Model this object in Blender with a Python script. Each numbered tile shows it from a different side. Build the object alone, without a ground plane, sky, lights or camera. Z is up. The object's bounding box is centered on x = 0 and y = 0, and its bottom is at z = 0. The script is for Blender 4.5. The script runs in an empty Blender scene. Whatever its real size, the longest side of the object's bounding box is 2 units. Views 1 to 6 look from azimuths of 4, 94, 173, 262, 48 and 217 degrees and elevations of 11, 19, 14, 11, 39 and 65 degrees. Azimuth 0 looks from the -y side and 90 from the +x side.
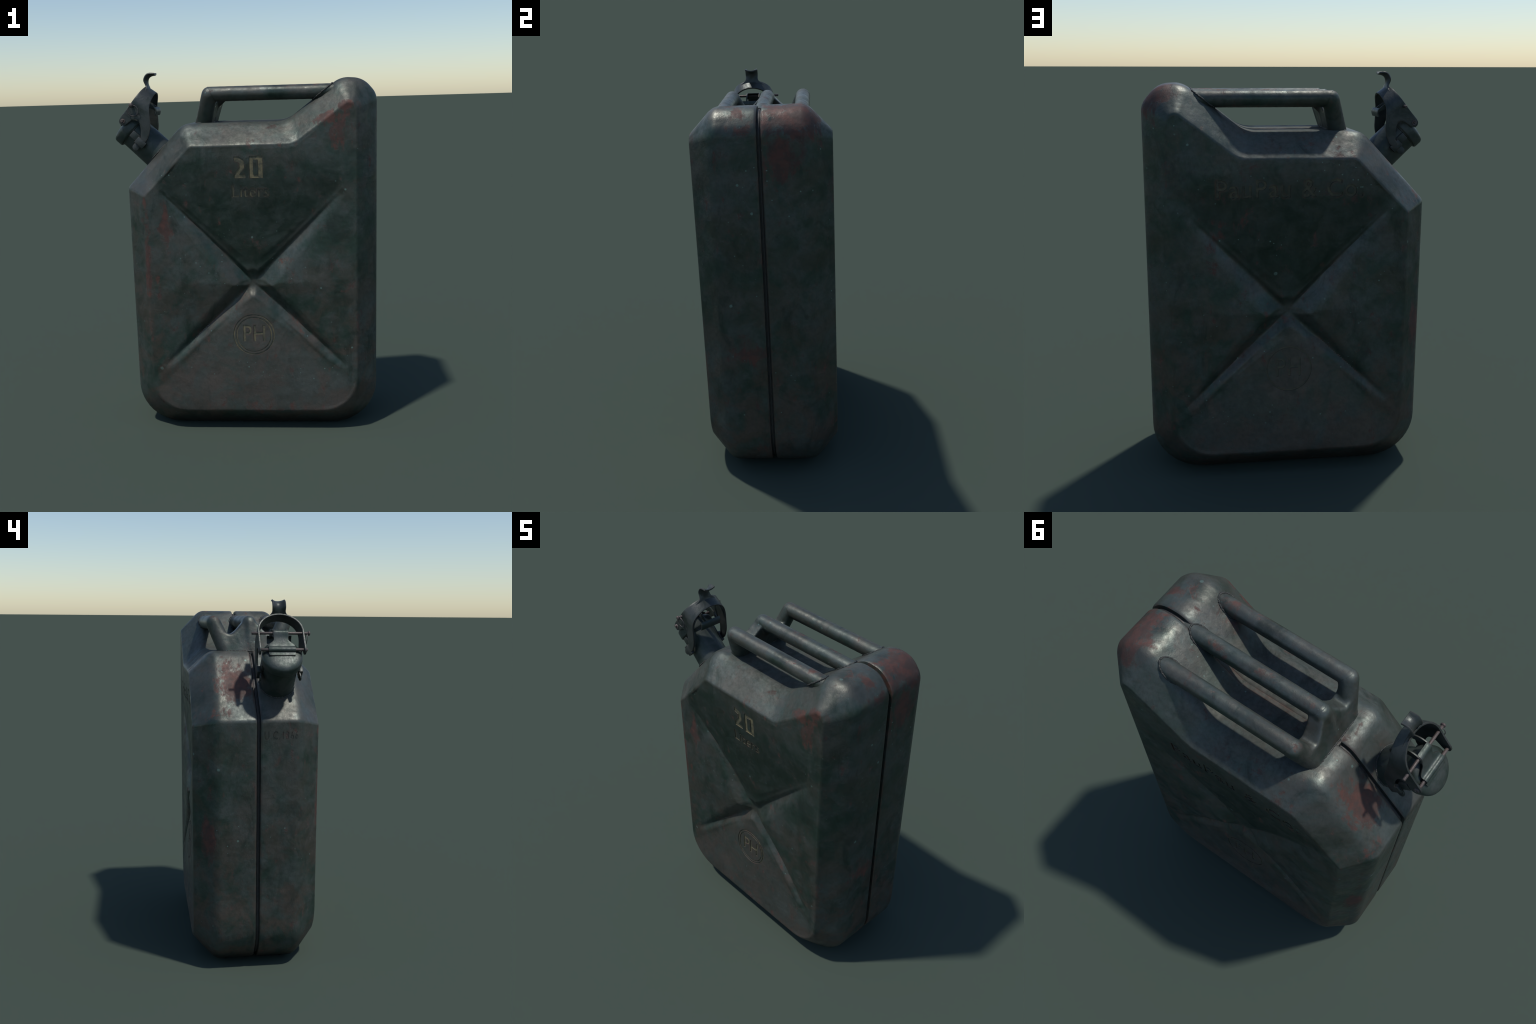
import bpy, bmesh, math, random
import numpy as np
from mathutils import Vector, Matrix
from mathutils.geometry import delaunay_2d_cdt

random.seed(7)
SC = bpy.context.scene.collection

# ------------------------------------------------------------------ helpers
def new_obj(name, verts, faces, mat=None, parent=None, smooth=35, recalc=True):
    me = bpy.data.meshes.new(name)
    me.from_pydata([tuple(v) for v in verts], [], faces)
    ob = bpy.data.objects.new(name, me)
    SC.objects.link(ob)
    if recalc:
        fix_normals(me)
    finish(ob, mat, parent, smooth)
    return ob

def fix_normals(me):
    bm = bmesh.new(); bm.from_mesh(me)
    bmesh.ops.recalc_face_normals(bm, faces=bm.faces)
    bm.to_mesh(me); bm.free()

def finish(ob, mat=None, parent=None, smooth=35):
    me = ob.data
    if mat is not None:
        me.materials.clear(); me.materials.append(mat)
    if smooth is not None:
        me.polygons.foreach_set("use_smooth", [True] * len(me.polygons))
        me.set_sharp_from_angle(angle=math.radians(smooth))
    if parent is not None:
        ob.parent = parent
    me.update()

def bake(ob):
    """apply the modifiers of an object"""
    dg = bpy.context.evaluated_depsgraph_get()
    dg.update()
    me = bpy.data.meshes.new_from_object(ob.evaluated_get(dg), preserve_all_data_layers=True, depsgraph=dg)
    old = ob.data
    ob.modifiers.clear()
    ob.data = me
    me.name = ob.name
    if old.users == 0:
        bpy.data.meshes.remove(old)

def join(parts, name):
    """merge several (verts, faces) lists"""
    V, F = [], []
    for v, f in parts:
        o = len(V)
        V += [tuple(p) for p in v]
        F += [tuple(i + o for i in q) for q in f]
    return V, F

def fillet_poly(corners, nseg, narc=12):
    """closed polygon with rounded corners, fixed number of samples per arc and per straight"""
    n = len(corners)
    arcs = []
    for i in range(n):
        p = np.array(corners[i][:2], float); r = corners[i][2]
        a = np.array(corners[i - 1][:2], float); b = np.array(corners[(i + 1) % n][:2], float)
        d0 = (a - p) / np.linalg.norm(a - p); d1 = (b - p) / np.linalg.norm(b - p)
        half = math.acos(max(-1, min(1, d0 @ d1))) / 2
        t = r / math.tan(half)
        c = p + (d0 + d1) / np.linalg.norm(d0 + d1) * r / math.sin(half)
        s, e = p + d0 * t, p + d1 * t
        a0 = math.atan2(*(s - c)[::-1]); a1 = math.atan2(*(e - c)[::-1])
        da = (a1 - a0 + math.pi) % (2 * math.pi) - math.pi
        arcs.append([c + r * np.array([math.cos(a0 + da * k / narc), math.sin(a0 + da * k / narc)]) for k in range(narc + 1)])
    out = []
    for i in range(n):
        out += arcs[i]
        s, e = arcs[i][-1], arcs[(i + 1) % n][0]
        m = nseg[i]
        out += [s + (e - s) * k / m for k in range(1, m)]
    return np.array(out)

def smoothstep(a, b, x):
    t = np.clip((x - a) / (b - a), 0, 1)
    return t * t * (3 - 2 * t)

def frames(path, closed=False):
    P = [Vector(p) for p in path]; n = len(P)
    T = []
    for i in range(n):
        if closed:
            t = P[(i + 1) % n] - P[i - 1]
        else:
            t = P[min(i + 1, n - 1)] - P[max(i - 1, 0)]
        T.append(t.normalized())
    up = Vector((0, 0, 1))
    if abs(T[0].dot(up)) > .9:
        up = Vector((0, 1, 0))
    nrm = (up - T[0] * up.dot(T[0])).normalized()
    out = []
    for i in range(n):
        nrm = (nrm - T[i] * nrm.dot(T[i])).normalized()
        out.append((P[i], T[i], nrm, T[i].cross(nrm)))
    return out

def tube(path, radius, seg=24, closed=False, caps=True, jitter=0.0, rnd=None):
    fr = frames(path, closed); V, F = [], []
    n = len(fr)
    for i, (p, t, a, b) in enumerate(fr):
        r0 = radius[i] if hasattr(radius, "__len__") else radius
        for k in range(seg):
            an = 2 * math.pi * k / seg
            r = r0 * (1 + (rnd.uniform(-jitter, jitter) if jitter else 0))
            V.append(p + (a * math.cos(an) + b * math.sin(an)) * r)
    for i in range(n if closed else n - 1):
        j = (i + 1) % n
        for k in range(seg):
            l = (k + 1) % seg
            F.append((i * seg + k, i * seg + l, j * seg + l, j * seg + k))
    if caps and not closed:
        F.append(tuple(range(seg))[::-1]); F.append(tuple(range((n - 1) * seg, n * seg)))
    return V, F

def revolve(profile, origin, axis, side, seg=64):
    """profile: (radius, height) pairs around an axis; radius 0 closes to a pole"""
    O, A = Vector(origin), Vector(axis).normalized()
    S = Vector(side).normalized(); B = A.cross(S)
    V, F, rings = [], [], []
    for r, u in profile:
        if r < 1e-6:
            rings.append([len(V)] * seg); V.append(O + A * u)
        else:
            rings.append(list(range(len(V), len(V) + seg)))
            V += [O + A * u + (S * math.cos(2 * math.pi * k / seg) + B * math.sin(2 * math.pi * k / seg)) * r for k in range(seg)]
    for r0, r1 in zip(rings, rings[1:]):
        for k in range(seg):
            l = (k + 1) % seg
            q = []
            for i in (r0[k], r0[l], r1[l], r1[k]):
                if i not in q:
                    q.append(i)
            if len(q) > 2:
                F.append(tuple(q))
    return V, F

def catmull(pts, m=6):
    P = [np.array(p, float) for p in pts]; out = []
    for i in range(len(P) - 1):
        p0, p1, p2, p3 = P[max(i - 1, 0)], P[i], P[i + 1], P[min(i + 2, len(P) - 1)]
        for k in range(m):
            t = k / m
            out.append(.5 * ((2 * p1) + (p2 - p0) * t + (2 * p0 - 5 * p1 + 4 * p2 - p3) * t * t + (3 * p1 - p0 - 3 * p2 + p3) * t ** 3))
    out.append(P[-1])
    return out

def chaikin(pts, times=2):
    P = [np.array(p, float) for p in pts]
    for _ in range(times):
        Q = []
        for i in range(len(P)):
            a, b = P[i], P[(i + 1) % len(P)]
            Q += [a * .75 + b * .25, a * .25 + b * .75]
        P = Q
    return P

def sheet_obj(name, verts, faces, thick, mat, parent, bevel=.0015, offset=0.0, even=True):
    """bent sheet metal: a surface given real thickness and softened edges"""
    ob = new_obj(name, verts, faces, mat, parent, smooth=40)
    s = ob.modifiers.new("thick", "SOLIDIFY"); s.thickness = thick; s.offset = offset; s.use_even_offset = even
    if bevel:
        b = ob.modifiers.new("edge", "BEVEL"); b.width = bevel; b.segments = 2; b.limit_method = "ANGLE"; b.angle_limit = math.radians(50)
    bake(ob)
    finish(ob, mat, parent, 40)
    return ob

def inside(G, loops):
    """even-odd test of many points against closed loops"""
    keep = np.zeros(len(G), bool)
    for P in loops:
        for p, q in zip(P, np.roll(P, -1, 0)):
            c = (p[1] > G[:, 1]) != (q[1] > G[:, 1])
            if c.any():
                x = p[0] + (G[:, 1] - p[1]) / (q[1] - p[1] + 1e-15) * (q[0] - p[0])
                keep ^= c & (G[:, 0] < x)
    return keep

def edge_dist(G, loops, reach):
    d2 = np.full(len(G), 9.0)
    for P in loops:
        for p, q in zip(P, np.roll(P, -1, 0)):
            d = q - p; L = max(d @ d, 1e-12)
            near = np.nonzero((G[:, 0] > min(p[0], q[0]) - reach) & (G[:, 0] < max(p[0], q[0]) + reach) & (G[:, 1] > min(p[1], q[1]) - reach) & (G[:, 1] < max(p[1], q[1]) + reach))[0]
            if len(near):
                g = G[near]
                t = np.clip(((g - p) @ d) / L, 0, 1)
                d2[near] = np.minimum(d2[near], np.linalg.norm(g - p - t[:, None] * d, axis=1))
    return d2

def poly_fill(outline, spacing, loops=()):
    """triangulate a 2D outline with interior points; inner loops become edges, their faces are reported"""
    A = np.array(outline, float); n = len(A); lo, hi = A.min(0), A.max(0)
    gx = np.arange(lo[0] + spacing * .37, hi[0], spacing); gy = np.arange(lo[1] + spacing * .41, hi[1], spacing)
    G = np.stack(np.meshgrid(gx, gy), -1).reshape(-1, 2)
    G = G[inside(G, [A]) & (edge_dist(G, [A], spacing) > spacing * .45)]
    if loops:
        G = G[edge_dist(G, loops, spacing) > spacing * .30]
    pts = [Vector(p) for p in A] + [Vector(g) for g in G]
    edges = []
    for P in loops:
        o = len(pts); m = len(P)
        pts += [Vector(p) for p in P]
        edges += [(o + i, o + (i + 1) % m) for i in range(m)]
    v, _, f, *_ = delaunay_2d_cdt(pts, edges, [list(range(n))], 1, 1e-6)
    v = np.array([[q[0], q[1]] for q in v]); f = [tuple(t) for t in f]
    mark = np.zeros(len(f), bool)
    if loops:
        cen = np.array([v[list(t)].mean(0) for t in f])
        mark = inside(cen, loops)
    return v, f, mark

# ------------------------------------------------------------------ materials
class Nodes:
    def __init__(self, name):
        self.m = bpy.data.materials.new(name); self.m.use_nodes = True
        self.t = self.m.node_tree; self.t.nodes.clear()
        self.out = self.t.nodes.new("ShaderNodeOutputMaterial")
        self.b = self.t.nodes.new("ShaderNodeBsdfPrincipled")
        self.t.links.new(self.b.outputs[0], self.out.inputs[0])
        self.co = self.t.nodes.new("ShaderNodeTexCoord").outputs["Object"]
    def put(self, sock, v):
        if hasattr(v, "links"):
            self.t.links.new(v, sock)
        else:
            sock.default_value = v
    def math(self, op, a, b=0.0, c=0.0, clamp=False):
        n = self.t.nodes.new("ShaderNodeMath"); n.operation = op; n.use_clamp = clamp
        for s, v in zip(n.inputs, (a, b, c)):
            self.put(s, v)
        return n.outputs[0]
    def vec(self, op, a, b=(0, 0, 0)):
        n = self.t.nodes.new("ShaderNodeVectorMath"); n.operation = op
        self.put(n.inputs[0], a); self.put(n.inputs[1], b)
        return n.outputs["Value"] if op in ("LENGTH", "DOT_PRODUCT", "DISTANCE") else n.outputs[0]
    def noise(self, scale, detail=4, rough=.55, dist=0.0, stretch=None, off=(0, 0, 0)):
        n = self.t.nodes.new("ShaderNodeTexNoise")
        n.inputs["Scale"].default_value = scale; n.inputs["Detail"].default_value = detail
        n.inputs["Roughness"].default_value = rough; n.inputs["Distortion"].default_value = dist
        mp = self.t.nodes.new("ShaderNodeMapping")
        mp.inputs["Location"].default_value = off
        if stretch:
            mp.inputs["Scale"].default_value = stretch
        self.t.links.new(self.co, mp.inputs[0]); self.t.links.new(mp.outputs[0], n.inputs["Vector"])
        return n.outputs[0]
    def voronoi(self, scale, off=(0, 0, 0), feature="F1", rnd=1.0):
        n = self.t.nodes.new("ShaderNodeTexVoronoi"); n.feature = feature
        n.inputs["Scale"].default_value = scale
        n.inputs["Randomness"].default_value = rnd
        mp = self.t.nodes.new("ShaderNodeMapping"); mp.inputs["Location"].default_value = off
        self.t.links.new(self.co, mp.inputs[0]); self.t.links.new(mp.outputs[0], n.inputs["Vector"])
        return n
    def ramp(self, v, a, b, lo=0.0, hi=1.0, smooth=True):
        n = self.t.nodes.new("ShaderNodeMapRange")
        n.interpolation_type = "SMOOTHSTEP" if smooth else "LINEAR"
        n.inputs["From Min"].default_value = a; n.inputs["From Max"].default_value = b
        n.inputs["To Min"].default_value = lo; n.inputs["To Max"].default_value = hi
        self.put(n.inputs["Value"], v)
        return n.outputs[0]
    def mix(self, f, a, b):
        n = self.t.nodes.new("ShaderNodeMix"); n.data_type = "RGBA"
        self.put(n.inputs["Factor"], f)
        for s, v in ((n.inputs[6], a), (n.inputs[7], b)):
            self.put(s, v if hasattr(v, "links") else (*v, 1))
        return n.outputs[2]
    def bump(self, h, strength, dist, normal=None):
        n = self.t.nodes.new("ShaderNodeBump"); n.inputs["Strength"].default_value = strength; n.inputs["Distance"].default_value = dist
        self.put(n.inputs["Height"], h)
        if normal is not None:
            self.t.links.new(normal, n.inputs["Normal"])
        return n.outputs[0]
    def sep(self, v):
        n = self.t.nodes.new("ShaderNodeSeparateXYZ"); self.put(n.inputs[0], v)
        return n.outputs
    def blob(self, c, r):
        """soft 1..0 ellipsoid around a point"""
        d = self.vec("MULTIPLY", self.vec("SUBTRACT", self.co, c), (1 / r[0], 1 / r[1], 1 / r[2]))
        return self.ramp(self.vec("LENGTH", d), 0.15, 1.0, 1.0, 0.0, False)

GREEN = (.036, .062, .048); GREY = (.078, .092, .083); BROWN = (.100, .076, .061); DARK = (.020, .033, .026)
RUST = (.100, .036, .026); CHIP = (.16, .25, .22)

CHIPS = [((-.215, -.335, 1.062), .0125), ((.409, -.341, .825), .0065), ((.575, -.341, .487), .0075), ((.543, -.341, 1.361), .006), ((-.215, .335, 1.062), .010), ((.39, .341, .80), .006),
         ((-.652, .215, 1.125), .011), ((-.652, .11, .74), .007), ((.718, -.175, .99), .010), ((.718, -.11, 1.60), .007), ((.718, -.05, 1.46), .008)]

def paint_material(name, blobs=(), panel=False, edge=True, rust_bias=0.0, brown=0.35, gloss=0.0):
    N = Nodes(name)
    x, y, z = N.sep(N.co)
    big = N.noise(2.6, 5, .6)
    mid = N.noise(9, 6, .65, .4, off=(3, 1, 7))
    fine = N.noise(46, 4, .7, off=(1, 5, 2))
    streak = N.noise(7.5, 6, .68, .8, stretch=(1, 1, .55), off=(4, 4, 4))
    col = N.mix(N.ramp(N.math("ADD", N.math("MULTIPLY", big, .5), N.math("MULTIPLY", mid, .5)), .40, .58), GREEN, GREY)
    # upward faces tinted paler, adding to the sunlit sheen of deck and chamfer
    nz = N.sep(N.t.nodes.new("ShaderNodeNewGeometry").outputs["Normal"])[2]
    up = N.ramp(nz, .25, .8)
    col = N.mix(N.math("MULTIPLY", up, .55), col, (.104, .117, .107))
    # brown grime, more towards the foot
    low = N.ramp(z, 1.15, .12)
    br = N.math("MULTIPLY", N.math("MULTIPLY_ADD", low, .55, brown), N.ramp(N.noise(6.2, 7, .66, .6, off=(9, 2, 5)), .42, .58))
    col = N.mix(br, col, BROWN)
    # dark vertical stains
    st = N.math("MULTIPLY", N.ramp(streak, .50, .70), .60)
    col = N.mix(st, col, DARK)
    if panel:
        # upper quarter of each pressed cross is toned darker and greener
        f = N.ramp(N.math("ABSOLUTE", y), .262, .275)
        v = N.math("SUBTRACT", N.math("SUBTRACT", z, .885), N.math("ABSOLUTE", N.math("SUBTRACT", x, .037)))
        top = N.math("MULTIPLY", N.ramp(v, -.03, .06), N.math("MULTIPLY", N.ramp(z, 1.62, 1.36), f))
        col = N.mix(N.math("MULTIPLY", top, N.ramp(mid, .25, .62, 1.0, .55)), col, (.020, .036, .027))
        bot = N.math("MULTIPLY", N.ramp(N.math("SUBTRACT", N.math("SUBTRACT", .80, z), N.math("ABSOLUTE", N.math("SUBTRACT", x, .037))), -.03, .10), N.math("MULTIPLY", f, N.ramp(z, .10, .15)))  # lower quarter lightened in the base colour, light caught by its upward lean
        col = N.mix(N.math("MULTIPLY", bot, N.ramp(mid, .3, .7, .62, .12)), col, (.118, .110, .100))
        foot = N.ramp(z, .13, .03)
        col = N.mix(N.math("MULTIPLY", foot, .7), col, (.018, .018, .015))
    col = N.mix(N.ramp(fine, .35, .75, 0, .28), col, (.02, .028, .024))
    # rust
    rn = N.math("MULTIPLY_ADD", N.noise(8.5, 8, .7, .6, off=(2, 8, 1)), .62, N.math("MULTIPLY", N.noise(30, 5, .65, stretch=(1, 1, .3)), .38))
    r = N.math("MULTIPLY_ADD", rn, 1.55, rust_bias - .275)
    if blobs:
        acc = None
        for c, rad, w in blobs:
            k = N.math("MULTIPLY", N.blob(c, rad), w)
            acc = k if acc is None else N.math("MAXIMUM", acc, k)
        r = N.math("MULTIPLY_ADD", acc, .36, r)
    rm = N.ramp(r, .575, .75, 0, .88)
    rc = N.mix(N.ramp(N.noise(19, 6, .7, .3, off=(3, 3, 8)), .38, .6), RUST, (.058, .030, .024))
    col = N.mix(rm, col, rc)
    rough_extra = rm
    if edge:
        bv = N.t.nodes.new("ShaderNodeBevel"); bv.samples = 6; bv.inputs["Radius"].default_value = .018
        dv = N.vec("DOT_PRODUCT", bv.outputs[0], N.t.nodes.new("ShaderNodeNewGeometry").outputs["Normal"])
        em = N.math("MULTIPLY", N.ramp(dv, .998, .965), N.ramp(N.noise(12, 6, .7, off=(7, 7, 1)), .42, .62))
        col = N.mix(N.math("MULTIPLY", em, .75), col, (.120, .066, .052))
    # pale chips of an older coat
    vo = N.voronoi(17, off=(.37, .2, .9))
    cell = N.sep(vo.outputs["Color"])[0]
    rad = N.math("MULTIPLY", N.ramp(cell, .80, 1.0, 0, 1, False), .16)
    ch = N.ramp(N.math("SUBTRACT", N.math("ADD", vo.outputs["Distance"], N.math("MULTIPLY", N.math("SUBTRACT", fine, .5), .14)), rad), .02, -.03)
    ch = N.math("MULTIPLY", ch, N.ramp(N.noise(3.2, 3, .5, off=(5, 5, 9)), .47, .60))
    col = N.mix(N.math("MULTIPLY", ch, .62), col, CHIP)
    v2 = N.voronoi(52, off=(.1, .7, .3))
    c2 = N.sep(v2.outputs["Color"])[1]
    r2 = N.math("MULTIPLY", N.ramp(c2, .86, 1.0, 0, 1, False), .22)
    sp = N.ramp(N.math("SUBTRACT", v2.outputs["Distance"], r2), .03, -.03)
    sp = N.math("MULTIPLY", sp, N.ramp(N.noise(2.4, 3, .5, off=(1, 9, 4)), .46, .58))
    col = N.mix(N.math("MULTIPLY", sp, .7), col, CHIP)
    for c, rad in CHIPS if panel else ():
        d = N.vec("LENGTH", N.vec("SUBTRACT", N.co, c))
        d = N.math("ADD", d, N.math("MULTIPLY", N.math("SUBTRACT", fine, .5), rad * 1.5))
        col = N.mix(N.ramp(d, rad, rad * .6, 0, .75), col, CHIP)
    N.put(N.b.inputs["Base Color"], col)
    ro = N.math("MULTIPLY_ADD", N.ramp(mid, .3, .7), .16, .34 - gloss)
    ro = N.math("ADD", ro, N.math("MULTIPLY", N.ramp(fine, .3, .7), .10))
    ro = N.math("MULTIPLY_ADD", rough_extra, .22, ro)
    ro = N.math("ADD", ro, N.ramp(N.noise(4.5, 5, .65, off=(8, 3, 6)), .35, .65, -.075, .075))
    if panel:
        deck = N.math("MULTIPLY", N.math("MULTIPLY", N.ramp(x, -.26, -.20), N.ramp(z, 1.82, 1.74)), N.ramp(nz, .6, .85))
        ro = N.math("MULTIPLY_ADD", deck, .30, ro)
    ro = N.math("MULTIPLY_ADD", N.ramp(z, .75, .1), .10, ro, True)
    N.put(N.b.inputs["Roughness"], ro)
    N.b.inputs["Specular IOR Level"].default_value = .5
    N.put(N.b.inputs["Metallic"], N.math("MULTIPLY_ADD", rm, -.40, .55))
    h = N.math("ADD", N.math("MULTIPLY", mid, .6), N.math("ADD", N.math("MULTIPLY", fine, .25), N.math("MULTIPLY", rm, -.15)))
    n1 = N.bump(N.noise(5, 3, .5, off=(6, 1, 1)), .42, .026)
    n2 = N.bump(h, .34, .009, n1)
    grain = N.noise(190, 3, .7)
    N.put(N.b.inputs["Normal"], N.bump(grain, .16, .0025, n2))
    return N.m

def simple_metal(name, a, b, rust, rough, metallic=.0, scale=14):
    N = Nodes(name)
    n = N.noise(scale, 6, .65, .3); f = N.noise(70, 4, .7, off=(2, 2, 2))
    col = N.mix(N.ramp(n, .38, .62), a, b)
    col = N.mix(N.ramp(N.math("ADD", N.noise(23, 7, .7, off=(5, 1, 3)), rust), .57, .70, 0, .75), col, (.082, .048, .04))
    bv = N.t.nodes.new("ShaderNodeBevel"); bv.samples = 6; bv.inputs["Radius"].default_value = .004
    dv = N.vec("DOT_PRODUCT", bv.outputs[0], N.t.nodes.new("ShaderNodeNewGeometry").outputs["Normal"])
    col = N.mix(N.math("MULTIPLY", N.ramp(dv, .995, .93), .6), col, (.10, .068, .058))
    N.put(N.b.inputs["Base Color"], col)
    N.put(N.b.inputs["Roughness"], N.math("MULTIPLY_ADD", N.ramp(f, .3, .7), .16, rough, True))
    N.b.inputs["Metallic"].default_value = metallic
    N.put(N.b.inputs["Normal"], N.bump(f, .15, .003, N.bump(n, .25, .01)))
    return N.m

BLOBS = [
    ((.66, .15, 1.89), (.16, .25, .16), 1.05), ((.715, .085, 1.74), (.07, .11, .24), 1.0), ((.70, .28, 1.87), (.08, .10, .16), .6),
    ((.63, -.10, 1.925), (.11, .11, .08), .75), ((.715, -.06, 1.86), (.06, .16, .04), .45),
    ((.44, -.335, 1.742), (.17, .045, .06), 1.0), ((.545, -.335, 1.80), (.06, .04, .04), .85), ((.52, -.34, 1.66), (.09, .03, .20), .75),
    ((-.49, .10, 1.555), (.18, .15, .17), .95), ((-.40, .16, 1.64), (.12, .10, .08), .5), ((-.60, .20, 1.43), (.07, .12, .07), .42),
    ((-.61, .265, .73), (.07, .075, .18), 1.1), ((-.66, -.20, 1.34), (.04, .10, .05), .45),
    ((-.43, -.34, 1.17), (.05, .03, .20), .95), ((-.535, -.335, .95), (.03, .04, .45), .8), ((-.48, -.34, .82), (.04, .03, .10), .8),
    ((.715, -.10, .72), (.05, .17, .08), .8), ((.20, -.34, 1.0), (.06, .03, .11), .75), ((.39, .34, 1.18), (.07, .03, .16), .8),
    ((.07, -.34, .15), (.40, .05, .10), .30), ((-.63, .27, 1.0), (.05, .06, .25), .35), ((.60, .33, 1.55), (.05, .05, .3), .3),
]
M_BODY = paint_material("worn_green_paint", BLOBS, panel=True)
M_HANDLE = paint_material("worn_handle_paint", [((-.19, -.2, 1.90), (.07, .06, .05), .4), ((-.19, .2, 1.91), (.06, .06, .05), .5), ((.0, -.2, 1.90), (.1, .05, .05), .3), ((.1, 0, 1.91), (.1, .05, .05), .3)], edge=False, brown=.35, rust_bias=-.01)
M_SPOUT = simple_metal("worn_spout_paint", (.034, .050, .042), (.060, .070, .064), -.03, .40, .45)
M_LATCH = simple_metal("worn_latch_steel", (.030, .040, .036), (.054, .060, .057), -.03, .38, .5)
M_ROD = simple_metal("rusty_rod_steel", (.07, .055, .05), (.10, .078, .07), .02, .42, .2, 30)
M_WELD = simple_metal("weld_metal", (.020, .025, .023), (.038, .040, .037), -.02, .50, .2, 60)  # base colour darkened for the shadow around the spout foot
M_SEAM = simple_metal("seam_steel", (.014, .019, .018), (.026, .028, .026), -.02, .5)

def letter_material():
    N = Nodes("faded_letter_paint")
    n = N.noise(26, 6, .7); f = N.noise(80, 4, .7, off=(1, 1, 1))
    col = N.mix(N.ramp(N.math("ADD", N.math("MULTIPLY", n, .7), N.math("MULTIPLY", f, .3)), .38, .60), (.050, .052, .038), (.165, .140, .078))
    z = N.sep(N.co)[2]; y = N.sep(N.co)[1]; x = N.sep(N.co)[0]
    fade = N.math("MULTIPLY", N.math("MAXIMUM", N.ramp(z, 1.36, 1.44, .62, 1.0), N.ramp(z, 1.0, .8, 0, .8)), N.ramp(y, .1, .2, 1.0, .55))
    fade = N.math("MULTIPLY", fade, N.ramp(x, -.2, -.4, 1.0, .2))
    col = N.mix(fade, (.026, .034, .030), col)
    N.put(N.b.inputs["Base Color"], col); N.b.inputs["Roughness"].default_value = .5
    return N.m
M_LETTER = letter_material()

# ------------------------------------------------------------------ the thing
root = bpy.data.objects.new("jerrycan", None)
SC.objects.link(root)
root["label"] = "worn dark green steel fuel canister with triple handle and spout"
root["category"] = "jerrycan"
root.empty_display_size = .3

# ---- pressed shells: outer outline (x, z, corner radius) and inner panel outline
OUTER = [(-.652, 0, .235), (.718, 0, .245), (.718, 1.854, .10), (.645, 1.938, .125), (.525, 1.947, .125), (.230, 1.722, .16), (-.332, 1.722, .11), (-.652, 1.381, .035)]
INNER = [(-.540, .118, .19), (.606, .118, .19), (.606, 1.785, .03), (.588, 1.812, .025), (.556, 1.821, .03), (.273, 1.609, .12), (-.284, 1.606, .05), (-.540, 1.343, .022)]
YB, YP = .222, .341          # half depth of the flat band and of the panels
NSEG = []
for i in range(len(OUTER)):
    a, b = OUTER[i], OUTER[(i + 1) % len(OUTER)]
    NSEG.append(max(2, int(math.dist(a[:2], b[:2]) / .026)))
RO, RI = fillet_poly(OUTER, NSEG), fillet_poly(INNER, NSEG)
NS = len(RO)
INSET = np.linalg.norm(RI - RO, axis=1).mean()

# section from the seam lip to the panel: (t across the chamfer, y)
SEAM = .0100
section = [(.20, SEAM), (.10, SEAM), (.035, SEAM + .001), (.010, SEAM + .005), (0, SEAM + .014)]
section += [(0, SEAM + .014 + (YB - .030 - SEAM - .014) * k / 6) for k in range(1, 7)]
def bez(a, b, c, n):
    return [tuple((1 - t) ** 2 * p + 2 * t * (1 - t) * q + t * t * r for p, q, r in zip(a, b, c)) for t in (k / n for k in range(1, n + 1))]
dy = YP - YB
section += bez((0, YB - .030), (0, YB - .002), (.22, YB + .22 * dy), 9)
section += [(t, YB + t * dy) for t in (.34, .48, .62, .76, .86)]
section += bez((.925, YB + .925 * dy), (1.0, YP + .0005), (1.085, YP), 6)

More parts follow.
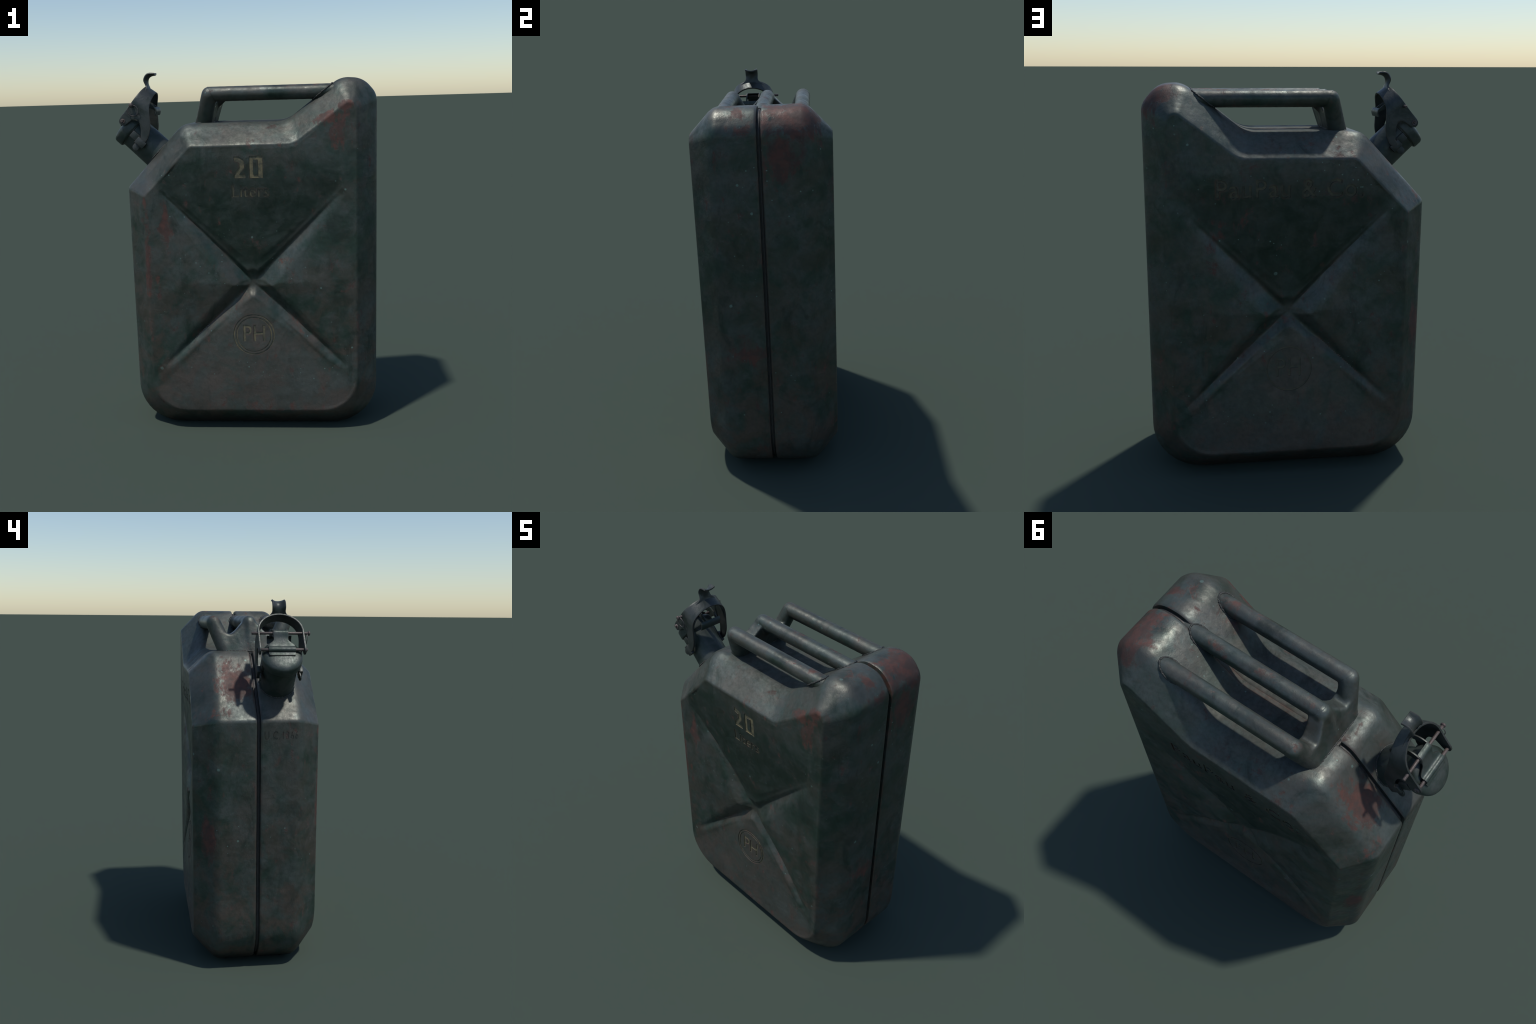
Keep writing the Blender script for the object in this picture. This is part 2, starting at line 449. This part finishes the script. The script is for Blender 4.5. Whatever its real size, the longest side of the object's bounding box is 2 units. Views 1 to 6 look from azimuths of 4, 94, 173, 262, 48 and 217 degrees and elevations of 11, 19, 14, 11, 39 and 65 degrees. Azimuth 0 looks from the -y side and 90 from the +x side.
def groove_depth(x, z):
    """pressed cross: four tapering channels; the quarters between them lean in towards the middle"""
    c = np.array([.037, .848])
    ends = [(-.455, 1.372), (.535, 1.360), (-.47, .378), (.552, .372)]
    rx, rz = x - c[0], z - c[1]
    vert = smoothstep(-.03, .03, np.abs(rz) - np.abs(rx) * 1.02)       # 1 in the upper and lower quarter
    depth = np.zeros_like(x)
    roof = np.zeros_like(x)
    for i, e in enumerate(ends):
        e = np.array(e); d = e - c; ln = np.linalg.norm(d); d = d / ln
        t = rx * d[0] + rz * d[1]; s = np.abs(-rx * d[1] + rz * d[0])
        k = np.clip(1 - t / ln, 0, 1)
        k = np.where(t < 0, np.clip(1 + t / .10, 0, 1), k)
        upper = i < 2
        narrow = .022 + .058 * k
        wide = .030 + .082 * k
        w = narrow * vert + wide * (1 - vert) if upper else (.026 + .066 * k)
        g = .062 * np.minimum(1, k * 1.10) ** .72
        u = np.clip(s / w, 0, 1.5)
        # flat walls, slightly eased at the valley and at the shoulder
        vee = 1 - np.sqrt(u * u + .030) + .173 * np.exp(-u * 3)
        vee = np.where(vee > 0, vee, 0)
        depth = np.maximum(depth, g * vee)
        ww = .03 + .30 * np.sin(np.pi * np.clip(k, 0, 1) ** .8) ** .8 * (1 - k * .3)
        roof = np.maximum(roof, .016 * np.sin(np.pi * np.clip(k * .93 + .02, 0, 1)) ** .7 * np.clip(1 - s / ww, 0, 1) * (t > 0) * (1 - .75 * vert))
    r = np.hypot(rx, rz - .008)
    depth = np.maximum(depth, .0605 * (1 - smoothstep(.015, .145, r)))
    # leaning quarters
    v = rz - np.abs(rx) * 1.02
    top = np.clip((1.54 - z) * .062, 0, .036) * smoothstep(-.02, .05, v) * smoothstep(.535, .495, x) * smoothstep(-.45, -.38, x)
    v = -rz - np.abs(rx) * 1.02
    low = .030 * np.clip((z - .22) / .58, 0, 1) ** 1.15 * smoothstep(-.02, .05, v)
    v = np.abs(rx) - np.abs(rz) / 1.02
    side = .010 * np.clip(1 - np.abs(rx) / .43, 0, 1) ** 1.2 * smoothstep(-.02, .05, v)
    lean = top + low + side
    a, b = depth, roof + lean
    return .5 * (a + b + np.sqrt((a - b) ** 2 + 6e-6)) - .0012 + .30 * np.minimum(a, b) * smoothstep(.07, .22, r)

def dents(x, y, z):
    """slow unevenness of thin pressed sheet"""
    return .0016 * (np.sin(5.1 * x + 3.3 * z + 1.7 * y) * np.sin(4.3 * z - 2.2 * x + 2.1 * y) + .6 * np.sin(11 * x + 2 + 3 * y) * np.sin(9.1 * z + 1.3 - 5 * y))

def make_shell(sign):
    V, F = [], []
    for t, y in section:
        P = RO + (RI - RO) * t
        V += [(p[0], sign * y, p[1]) for p in P]
    n = len(section)
    for i in range(n - 1):
        for k in range(NS):
            l = (k + 1) % NS
            F.append((i * NS + k, i * NS + l, (i + 1) * NS + l, (i + 1) * NS + k))
    base = (n - 1) * NS
    rim = RO + (RI - RO) * section[-1][0]
    pv, pf, mark = PANELS[sign]
    dep = groove_depth(pv[:, 0], pv[:, 1])
    # the panel outline comes first in the triangulation; reuse the ring vertices
    idx = {}
    d = [None] * len(pv)
    for i, p in enumerate(pv):
        if i < NS:
            d[i] = base + i
        else:
            d[i] = len(V)
            V.append((p[0], sign * (YP - dep[i] + dents(p[0], sign, p[1]) * 1.0), p[1]))
    nf = len(F)
    F += [tuple(d[i] for i in f) for f in pf]
    return V, F, [nf + i for i in np.nonzero(mark)[0]]

# ---- lettering pressed into the panels
def text_loops(body, w, h, x, z, spacing=1.0, weight=0.0, flip=False):
    """outlines of a word, fitted into a w x h field around (x, z)"""
    cu = bpy.data.curves.new("letters", "FONT")
    cu.body = body; cu.size = .1; cu.space_character = spacing; cu.offset = weight; cu.resolution_u = 4
    ob = bpy.data.objects.new("letters", cu); SC.objects.link(ob)
    dg = bpy.context.evaluated_depsgraph_get(); dg.update()
    me = bpy.data.meshes.new_from_object(ob.evaluated_get(dg))
    bm = bmesh.new(); bm.from_mesh(me)
    bmesh.ops.remove_doubles(bm, verts=bm.verts, dist=1e-6)
    nxt = {}
    for e in bm.edges:
        if len(e.link_faces) == 1:
            for l in e.link_loops:
                nxt[l.vert.index] = l.link_loop_next.vert.index
    co = {v.index: np.array(v.co[:2]) for v in bm.verts}
    loops = []
    while nxt:
        k, v = nxt.popitem(); P = [co[k]]
        while v in nxt:
            P.append(co[v]); v = nxt.pop(v)
        if len(P) > 2:
            loops.append(np.array(P))
    bm.free(); bpy.data.objects.remove(ob); bpy.data.curves.remove(cu); bpy.data.meshes.remove(me)
    A = np.concatenate(loops); lo, hi = A.min(0), A.max(0)
    k = np.array([w, h]) / (hi - lo)
    sx = -1 if flip else 1
    return [np.array([[x + sx * (p[0] - (lo[0] + hi[0]) / 2) * k[0], z + (p[1] - (lo[1] + hi[1]) / 2) * k[1]] for p in P]) for P in loops]

def circle_loop(x, z, r, seg=72):
    return np.array([[x + r * math.cos(2 * math.pi * k / seg), z + r * math.sin(2 * math.pi * k / seg)] for k in range(seg)])

def rect(x0, z0, x1, z1):
    return np.array([[x0, z0], [x1, z0], [x1, z1], [x0, z1]])

H2, S2 = .117, .021       # blocky stencil figures
X2, Z2 = -.046, 1.432
two = np.array([(X2 + a, Z2 + b) for a, b in [(0, 0), (.060, 0), (.059, .018), (.027, .018), (.054, .053), (.053, .099), (.024, .115), (-.001, .115), (0, .092), (.027, .083), (.028, .056), (.0, .024)]])
zero = [rect(.035, 1.431, .106, 1.547), rect(.056, 1.448, .081, 1.528)]
EMBLEM = [circle_loop(.035, .560, r) for r in (.115, .107, .100, .093)]
LETTERS = {
    -1: [two] + zero + text_loops("Liters", .198, .064, .038, 1.361, 1.05, .0012) + text_loops("PH", .122, .092, .036, .568, 1.05, .0012) + EMBLEM,
    1: text_loops("PauPau & Co.", .700, .088, .032, 1.466, 1.12, .0011, True) + text_loops("PH", .122, .092, .036, .568, 1.05, 0, True) + EMBLEM[:2],
}
LETTER_DEPTH = {-1: .0034, 1: .0062}
PANELS = {}
for sign in (-1, 1):
    PANELS[sign] = poly_fill(RO + (RI - RO) * section[-1][0], .0078, LETTERS[sign])
    assert np.allclose(PANELS[sign][0][:NS], RO + (RI - RO) * section[-1][0], atol=1e-4)

def left_frame(y, z, x_floor):
    return Matrix.Translation((x_floor - .02, y, z)) @ Matrix(((0, 0, -1, 0), (-1, 0, 0, 0), (0, 1, 0, 0), (0, 0, 0, 1)))

def stamp_code(ob):
    """small code pressed into the narrow side"""
    cu = bpy.data.curves.new("letters", "FONT"); cu.body = "U.C.1366"; cu.size = .05; cu.extrude = .02; cu.space_character = 1.15; cu.resolution_u = 3
    t = bpy.data.objects.new("letters", cu); SC.objects.link(t)
    dg = bpy.context.evaluated_depsgraph_get(); dg.update()
    me = bpy.data.meshes.new_from_object(t.evaluated_get(dg))
    bm = bmesh.new(); bm.from_mesh(me); bmesh.ops.remove_doubles(bm, verts=bm.verts, dist=1e-5)
    V = np.array([v.co[:] for v in bm.verts]); F = [tuple(v.index for v in f.verts) for f in bm.faces]
    bm.free(); bpy.data.objects.remove(t); bpy.data.curves.remove(cu); bpy.data.meshes.remove(me)
    lo, hi = V[:, :2].min(0), V[:, :2].max(0)
    V[:, :2] = (V[:, :2] - (lo + hi) / 2) * np.array([.180, .042]) / (hi - lo)
    M = left_frame(-.118, 1.304, -.652 + .0024)
    c = new_obj("cutter", [M @ Vector(v) for v in V], F, M_BODY, None, None)
    b = ob.modifiers.new("engrave", "BOOLEAN"); b.operation = "DIFFERENCE"; b.object = c; b.solver = "EXACT"; b.material_mode = "TRANSFER"
    bake(ob)
    me = c.data; bpy.data.objects.remove(c); bpy.data.meshes.remove(me)

for sign in (-1, 1):
    V, F, marked = make_shell(sign)
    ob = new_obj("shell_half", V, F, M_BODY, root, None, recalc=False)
    me = ob.data
    me.materials.append(M_LETTER)
    for i in marked:
        me.polygons[i].material_index = 1
    bm = bmesh.new(); bm.from_mesh(me)
    bmesh.ops.recalc_face_normals(bm, faces=bm.faces)
    sel = [f for f in bm.faces if f.material_index == 1]
    out = bmesh.ops.extrude_face_region(bm, geom=sel)
    vs = [g for g in out["geom"] if isinstance(g, bmesh.types.BMVert)]
    bmesh.ops.delete(bm, geom=[f for f in sel if f.is_valid], context="FACES_ONLY")
    for q in vs:
        q.co.y -= sign * LETTER_DEPTH[sign] * (.5 if sign > 0 and q.co.z < 1 else 1)
    bmesh.ops.recalc_face_normals(bm, faces=bm.faces)
    bm.to_mesh(me); bm.free()
    if sign < 0:
        stamp_code(ob)
    me = ob.data
    me.polygons.foreach_set("use_smooth", [True] * len(me.polygons))
    me.set_sharp_from_angle(angle=math.radians(42))

# ---- folded seam between the two shells
def seam_strip():
    V, F = [], []
    prof = [(-SEAM - .001, 1.0), (-.0045, 1.0), (-.0030, .80), (.0030, .80), (.0045, 1.0), (SEAM + .001, 1.0)]
    D = (RI - RO) / np.linalg.norm(RI - RO, axis=1)[:, None]
    for k in range(NS):
        p = RO[k]
        welded = (p[1] > 1.70) and (-.285 < p[0] < .478)
        for y, f in prof:
            ins = .0035 if welded else .021 * f + .002
            q = p + D[k] * ins
            V.append((q[0], y, q[1]))
    m = len(prof)
    for k in range(NS):
        l = (k + 1) % NS
        for j in range(m - 1):
            F.append((k * m + j, k * m + j + 1, l * m + j + 1, l * m + j))
    ob = new_obj("seam_strip", V, F, M_SEAM, root, 35)
    s = ob.modifiers.new("thick", "SOLIDIFY"); s.thickness = .004; s.offset = -1
    bake(ob)
    # where the fold is welded flush on the deck it carries the body paint
    me = ob.data
    finish(ob, M_SEAM, root, 35)
    me.materials.append(M_BODY)
    for p in me.polygons:
        c = p.center
        if c.z > 1.695 and -.28 < c.x < .475:
            p.material_index = 1
seam_strip()

# ------------------------------------------------------------------ handle
RB = .0396
BARS_Y = (-.203, -.006, .193)
ZB = 1.8745
handle = bpy.data.objects.new("handle", None); SC.objects.link(handle); handle.parent = root
handle.empty_display_size = .1
def capsule(a, b, r, seg=24, r2=None):
    r2 = r2 or r
    a, b = Vector(a), Vector(b)
    d = (b - a).normalized(); P, R = [], []
    for k in range(7):
        t = math.pi / 2 * (1 - k / 6); P.append(a - d * r * math.sin(t)); R.append(max(r * math.cos(t), .0008))
    for k in range(7):
        t = math.pi / 2 * k / 6; P.append(b + d * r2 * math.sin(t)); R.append(max(r2 * math.cos(t), .0008))
    return tube(P, R, seg)

legs = []
EX = -.176
FOOT = [(-.226, -.134, 1.722), (-.226, -.004, 1.722), (-.226, .128, 1.722)]
parts = []
for yb, ft in zip(BARS_Y, FOOT):
    parts.append(capsule((EX - .005, yb, ZB - .002), ft, RB + .0034, 28, .0465))
    parts.append(capsule((EX, yb, ZB - .001), (EX + .05, yb, ZB - .001), RB - .002))
parts.append(capsule((EX + .060, BARS_Y[1], ZB - .016), (EX - .020, -.005, ZB - .085), .020))
# web that ties the three legs together, notched between the bars
prof = [(-.150, 1.708), (-.172, 1.775), (-.150, 1.822), (-.112, 1.812), (-.085, 1.834), (-.047, 1.876), (-.006, 1.908), (.035, 1.876), (.073, 1.834), (.102, 1.812), (.142, 1.822), (.164, 1.775), (.144, 1.708)]
wv, wf = [], []
n = len(prof)
for side, off in ((0, -.040), (1, .041)):
    for yy, zz in prof:
        k = (zz - 1.722) / (ZB - 1.722)
        wv.append((-.227 + .048 * k + off * (1.15 - .25 * k), yy, zz))
wf = [tuple(range(n)), tuple(range(n, 2 * n))[::-1]] + [(i, (i + 1) % n, n + (i + 1) % n, n + i) for i in range(n)]
parts.append((wv, wf))
V, F = join(parts, "b")
br = new_obj("handle_bracket", V, F, M_HANDLE, handle, 60)
m = br.modifiers.new("fuse", "REMESH"); m.mode = "VOXEL"; m.voxel_size = .0055
m = br.modifiers.new("soft", "SMOOTH"); m.factor = .5; m.iterations = 22
bake(br)
bm = bmesh.new(); bm.from_mesh(br.data)
bmesh.ops.bisect_plane(bm, geom=bm.verts[:] + bm.edges[:] + bm.faces[:], plane_co=(0, 0, 1.7215), plane_no=(0, 0, -1), clear_outer=True)
bm.to_mesh(br.data); bm.free()
finish(br, M_HANDLE, handle, 60)

rnd = random.Random(3)
for yb in BARS_Y:
    # straight tube, mitred at the elbow
    seg, m, v, f = 40, 90, [], []
    for k in range(m + 1):
        for j in range(seg):
            an = 2 * math.pi * j / seg
            r = RB + .00016 * math.sin(k * 1.05 + yb * 40) * min(1, k / 10)
            cy, cz = r * math.cos(an), r * math.sin(an)
            x = EX + .004 - .55 * cz * (1 - k / m) + (.52 - EX) * k / m
            if k == 0:
                cy, cz = cy * .93, cz * .93
            elif k == 1:
                x -= (.52 - EX) / m * .55
            v.append((x, yb + cy, ZB + cz))
    f = [(k * seg + j, k * seg + (j + 1) % seg, (k + 1) * seg + (j + 1) % seg, (k + 1) * seg + j) for k in range(m) for j in range(seg)]
    f += [tuple(range(seg))[::-1], tuple(range(m * seg, m * seg + seg))]
    b = new_obj("handle_bar", v, f, M_HANDLE, handle, 50)

def bead(name, path, r, closed, parent, seed):
    rn = random.Random(seed); P = []
    pts = [Vector(p) for p in path]
    # resample into short lumps
    L = [0]
    cyc = pts + ([pts[0]] if closed else [])
    for a, b in zip(cyc, cyc[1:]):
        L.append(L[-1] + (b - a).length)
    n = int(L[-1] / .0035); out, rad = [], []
    for k in range(n if closed else n + 1):
        s = L[-1] * k / n
        i = max(0, min(len(L) - 2, next((j for j in range(len(L) - 1) if L[j + 1] >= s), len(L) - 2)))
        t = (s - L[i]) / max(L[i + 1] - L[i], 1e-9)
        out.append(cyc[i].lerp(cyc[i + 1], t) + Vector((rn.uniform(-1, 1), rn.uniform(-1, 1), rn.uniform(-1, 1))) * .0014)
        rad.append(r * (.70 + .42 * abs(math.sin(k * .55 + rn.uniform(-.6, .6)))))
    v, f = tube(out, rad, 10, closed)
    return new_obj(name, v, f, M_WELD, parent, 60)

# bead along the foot of the bracket
loop = []
for k in range(48):
    a = 2 * math.pi * k / 48
    cx, cy = math.cos(a), math.sin(a)
    loop.append((-.227 + .045 * (abs(cx) ** .6) * (1 if cx > 0 else -1), -.004 + .174 * (abs(cy) ** .35) * (1 if cy > 0 else -1), 1.7225))
bead("weld_bead", loop, .0040, True, handle, 1)
# beads where the bars run into the shoulder
sl0, sl1 = np.array(OUTER[5][:2]), np.array(OUTER[4][:2])
sd = (sl1 - sl0) / np.linalg.norm(sl1 - sl0)
def shoulder_x(z):
    best = None
    for p, q in zip(RO, np.roll(RO, -1, 0)):
        if .2 < p[0] < .58 and p[1] > 1.70 and (p[1] - z) * (q[1] - z) <= 0 and abs(p[1] - q[1]) > 1e-9:
            x = p[0] + (q[0] - p[0]) * (z - p[1]) / (q[1] - p[1])
            best = x if best is None else min(best, x)
    return best if best is not None else .5
for i, yb in enumerate(BARS_Y):
    lp = []
    for k in range(36):
        a = 2 * math.pi * k / 36
        z = ZB + (RB + .001) * math.sin(a)
        lp.append((shoulder_x(z) - .001, yb + (RB + .001) * math.cos(a), z))
    bead("weld_bead", lp, .0044, True, handle, 10 + i)

# ------------------------------------------------------------------ spout, in its own frame
O = Vector((-.507, -.117, 1.575)); A = Vector((-.725, 0, .689)).normalized(); B = Vector((A.z, 0, -A.x))
Yv = Vector((0, 1, 0))
def L(u, v, w=0.0):
    return O + A * u + B * v + Yv * w

spout_v, spout_f = revolve([(.0925, -.06), (.0915, .03), (.0905, .10), (.0905, .150), (.0945, .153), (.0955, .160), (.0945, .168), (.085, .170), (.075, .170), (.075, .02)], O, A, B, 72)
spout = new_obj("spout", spout_v, spout_f, M_SPOUT, root, 40)
ring = []
for k in range(64):
    a = 2 * math.pi * k / 64
    ring.append(L(-.0265, .0925 * math.cos(a), .0925 * math.sin(a)))
bead("weld_bead", ring, .0042, True, spout, 20)

cap_prof = [(.0, .170), (.093, .170), (.0975, .158), (.1015, .157), (.1045, .160), (.1052, .166), (.1058, .194), (.1045, .2005), (.1010, .2062), (.0945, .2115), (.084, .2160), (.066, .2200), (.040, .2220), (.015, .2226), (0, .2228)]
cv, cf = revolve(cap_prof, O, A, B, 72)
cap = new_obj("spout_cap", cv, cf, M_SPOUT, root, 50)

# ---- hinge plate on the cap: lip, rolled sleeve, tongue over the locking pin, hooked channel
def ribbon(path, width, n_w=6):
    """surface from a (u, v) path and a half width per point"""
    V, F = [], []
    for (u, v), w in zip(path, width):
        for k in range(n_w + 1):
            V.append(L(u, v, w * (2 * k / n_w - 1) + .003))
    m = n_w + 1
    for i in range(len(path) - 1):
        for k in range(n_w):
            F.append((i * m + k, i * m + k + 1, (i + 1) * m + k + 1, (i + 1) * m + k))
    return V, F

PU, PV = .228, .019          # pivot rod
KU, KV = .241, .119          # locking pin
roll = [(PU + .0125 * math.sin(t), PV - .0125 * math.cos(t)) for t in np.linspace(-.5, 2.75, 12)]
lead = [(.2245, -.016), (.2247, -.004)]
tongue = catmull([roll[-1], (.2275, .042), (.232, .066), (.240, .090), (.2505, .108), (.2545, .119), (.2505, .130), (.243, .139)], 4)
path = lead + roll[1:] + [tuple(p) for p in tongue[1:]]
def half_w(p):
    v = p[1]
    if v < .046: return .070
    if v < .080: return .070 - .032 * smoothstep(.046, .080, np.array(v)).item()
    return .038
W = [half_w(p) for p in path]
W[0] = .066
rv, rf = ribbon(path, W)
hinge = sheet_obj("hinge_strap", rv, rf, .0055, M_SPOUT, cap, .0012)
# two side arms run on over the rim and carry a cross plate
tail = [tuple(p) for p in catmull([(.240, .094), (.2505, .108), (.2535, .119), (.246, .138), (.229, .160), (.206, .1745), (.178, .182), (.154, .1835), (.138, .181)], 4)]
fl = []
for sgn in (-1, 1):
    V, F = [], []
    for i, p in enumerate(tail):
        q = np.array(p); a = np.array(tail[max(i - 1, 0)]); b = np.array(tail[min(i + 1, len(tail) - 1)])
        t = (b - a) / np.linalg.norm(b - a); nrm = np.array([-t[1], t[0]])
        k = min(i, len(tail) - 1 - i) / (len(tail) / 2)
        dpt = .010 + .020 * min(1, k * 1.4)
        if nrm @ (np.array([.17, .11]) - q) < 0: nrm = -nrm
        for j in range(4):
            r = q + nrm * dpt * j / 3
            V.append(L(r[0], r[1], sgn * .0375 + .003))
    for i in range(len(tail) - 1):
        for j in range(3):
            F.append((i * 4 + j, i * 4 + j + 1, i * 4 + j + 5, i * 4 + j + 4))
    fl.append((V, F))
V, F = join(fl, "f")
sheet_obj("strap_arm", V, F, .0062, M_SPOUT, cap, .001, 0.0, False)
plate = catmull([(.150, .184), (.141, .1835), (.131, .178), (.124, .168), (.119, .156)], 4)
pv, pf = ribbon([tuple(p) for p in plate], [.066] * len(plate))
pv = [p - Yv * .014 for p in pv]
sheet_obj("strap_foot", pv, pf, .006, M_SPOUT, cap, .0012)

def rod(name, y0, y1, u, v, r, mat, parent, seg=24):
    vv, ff = tube([L(u, v, y0 + .117), L(u, v, y0 + .119), L(u, v, y1 + .115), L(u, v, y1 + .117)], [r * .8, r, r, r * .8], seg)
    return new_obj(name, vv, ff, mat, parent, 40)
rod("pivot_rod", -.246, .008, PU, PV, .0078, M_ROD, cap)

# ---- locking pin with its pull ring
pin = rod("locking_pin", -.262, .036, KU, KV, .0072, M_ROD, root)
hv, hf = revolve([(0, -.006), (.006, -.0055), (.0105, -.003), (.0125, .001), (.0115, .005), (.007, .008), (0, .0085)], L(KU, KV, -.262 + .117), -Yv, A, 24)
new_obj("pin_head", hv, hf, M_ROD, pin, 50)
rc = L(KU, KV, -.2505 + .117) + Vector((.006, 0, -.0285))
tv, tf = tube([rc + Vector((math.cos(a) * .0285, -.003 * math.sin(a), math.sin(a) * .0285)) for a in np.linspace(0, 2 * math.pi, 49)[:-1]], .0019, 10, True)
new_obj("pull_ring", tv, tf, simple_metal("bright_wire", (.16, .14, .14), (.10, .09, .09), -.1, .35, .6), pin, 60)

# ------------------------------------------------------------------ lever: stirrup bent from one sheet
RV = Vector((-.655, 0, 1.743)); EV = Vector((.566, 0, .825)).normalized(); DV = Vector((.825, 0, -.566)).normalized()
YC, HA, HB, Q0 = -.1165, .1165, .103, .112
th = np.linspace(0, math.pi / 2, 200)
arc = np.concatenate([[0], np.cumsum(np.hypot(np.diff(HA * np.cos(th)), np.diff(HB * np.sin(th))))])
S_TOP = Q0 + arc[-1]
def lever_map(s, p):
    side = -1
    if s > S_TOP:
        s = 2 * S_TOP - s; side = 1
    if s <= Q0:
        y, q = HA, s
    else:
        t = np.interp(s - Q0, arc, th); y, q = HA * math.cos(t), Q0 + HB * math.sin(t)
    return RV + DV * p + EV * q + Vector((0, YC + side * y, 0))
half = [(S_TOP, -.008), (Q0 + .12, -.008), (Q0 + .05, -.010), (.055, -.016), (.010, -.023), (-.012, -.020), (-.023, -.004), (-.020, .012), (-.008, .024), (.022, .034),
        (.040, .043), (.050, .058), (.049, .074), (.030, .095), (.008, .112), (-.018, .127), (-.040, .131), (-.046, .148), (-.030, .163), (0, .165), (.050, .148), (.085, .122),
        (Q0 + .012, .093), (Q0 + .045, .073), (Q0 + .11, .060), (S_TOP, .056)]
full = half + [(2 * S_TOP - s, p) for s, p in half[::-1][1:-1]]
outline = chaikin(full, 2)
pv, pf, _ = poly_fill(outline, .0085)
lever = sheet_obj("latch_lever", [lever_map(s, p) for s, p in pv], pf, .0090, M_LATCH, root, .0016)

# thumb tab: troughed strip curling off the arch
tab = catmull([(-.511, 1.9045), (-.5235, 1.9135), (-.5295, 1.926), (-.5315, 1.946), (-.5290, 1.964), (-.5200, 1.9770), (-.505, 1.9845), (-.486, 1.9872)], 5)
V, F = [], []
nw = 8
for i, p in enumerate(tab):
    a, b = tab[max(i - 1, 0)], tab[min(i + 1, len(tab) - 1)]
    t = (b - a) / np.linalg.norm(b - a); nr = np.array([t[1], -t[0]])      # towards the hollow side
    f = i / (len(tab) - 1)
    g = 1 - smoothstep(.12, .46, np.array(f)).item()
    hw = .0345 + .040 * g ** 2.2
    for k in range(nw + 1):
        c = 2 * k / nw - 1
        tr = -.0175 * c * c * smoothstep(.25, .55, np.array(f)).item() * (1 - .55 * smoothstep(.72, 1.0, np.array(f)).item())
        q = p + nr * tr
        w = hw * c
        drop = HB * (1 - math.sqrt(1 - (w / HA) ** 2)) * g
        V.append((q[0] - EV.x * drop, YC + w, q[1] - EV.z * drop))
for i in range(len(tab) - 1):
    for k in range(nw):
        F.append((i * (nw + 1) + k, i * (nw + 1) + k + 1, (i + 1) * (nw + 1) + k + 1, (i + 1) * (nw + 1) + k))
sheet_obj("thumb_tab", V, F, .0080, M_LATCH, lever, .0016)

for y, d in ((-.2365, -1), (.0035, 1)):
    v, f = revolve([(0, .001), (.0045, .001), (.0065, .0045), (.0105, .0055), (.0135, .003), (.0140, -.004)], (RV.x, y, RV.z), (0, d, 0), (1, 0, 0), 28)
    new_obj("rivet", v, f, M_ROD, lever, 50)

# ---- catch brackets on both flanks of the spout
def box(u0, u1, v0, v1, w0, w1, bev=.003):
    V = [L(u, v, w) for u in (u0, u1) for v in (v0, v1) for w in (w0, w1)]
    F = [(0, 1, 3, 2), (4, 6, 7, 5), (0, 4, 5, 1), (2, 3, 7, 6), (0, 2, 6, 4), (1, 5, 7, 3)]
    return V, F
for sgn in (-1, 1):
    parts = [box(.100, .150, -.019, .021, sgn * .084, sgn * .103),
             box(.048, .106, -.023, .016, sgn * .100, sgn * .121)]
    V, F = join(parts, "c")
    ob = new_obj("lever_catch", V, F, M_LATCH, spout, 40)
    b = ob.modifiers.new("edge", "BEVEL"); b.width = .003; b.segments = 2; b.limit_method = "ANGLE"
    bake(ob); finish(ob, M_LATCH, spout, 40)
    # rounded tongue below the catch
    out = [(.0625, -.010), (.0625, -.042)] + [(.081 - .0185 * math.cos(a), -.042 - .017 * math.sin(a)) for a in np.linspace(0, math.pi, 12)[1:-1]] + [(.0995, -.042), (.0995, -.010)]
    n = len(out)
    V = [L(u, v, sgn * (.101 + .006 * min(1, max(0, (-v - .01) / .05)))) for u, v in out]
    sheet_obj("catch_tongue", V, [tuple(range(n))], .008, M_LATCH, spout, .0015)
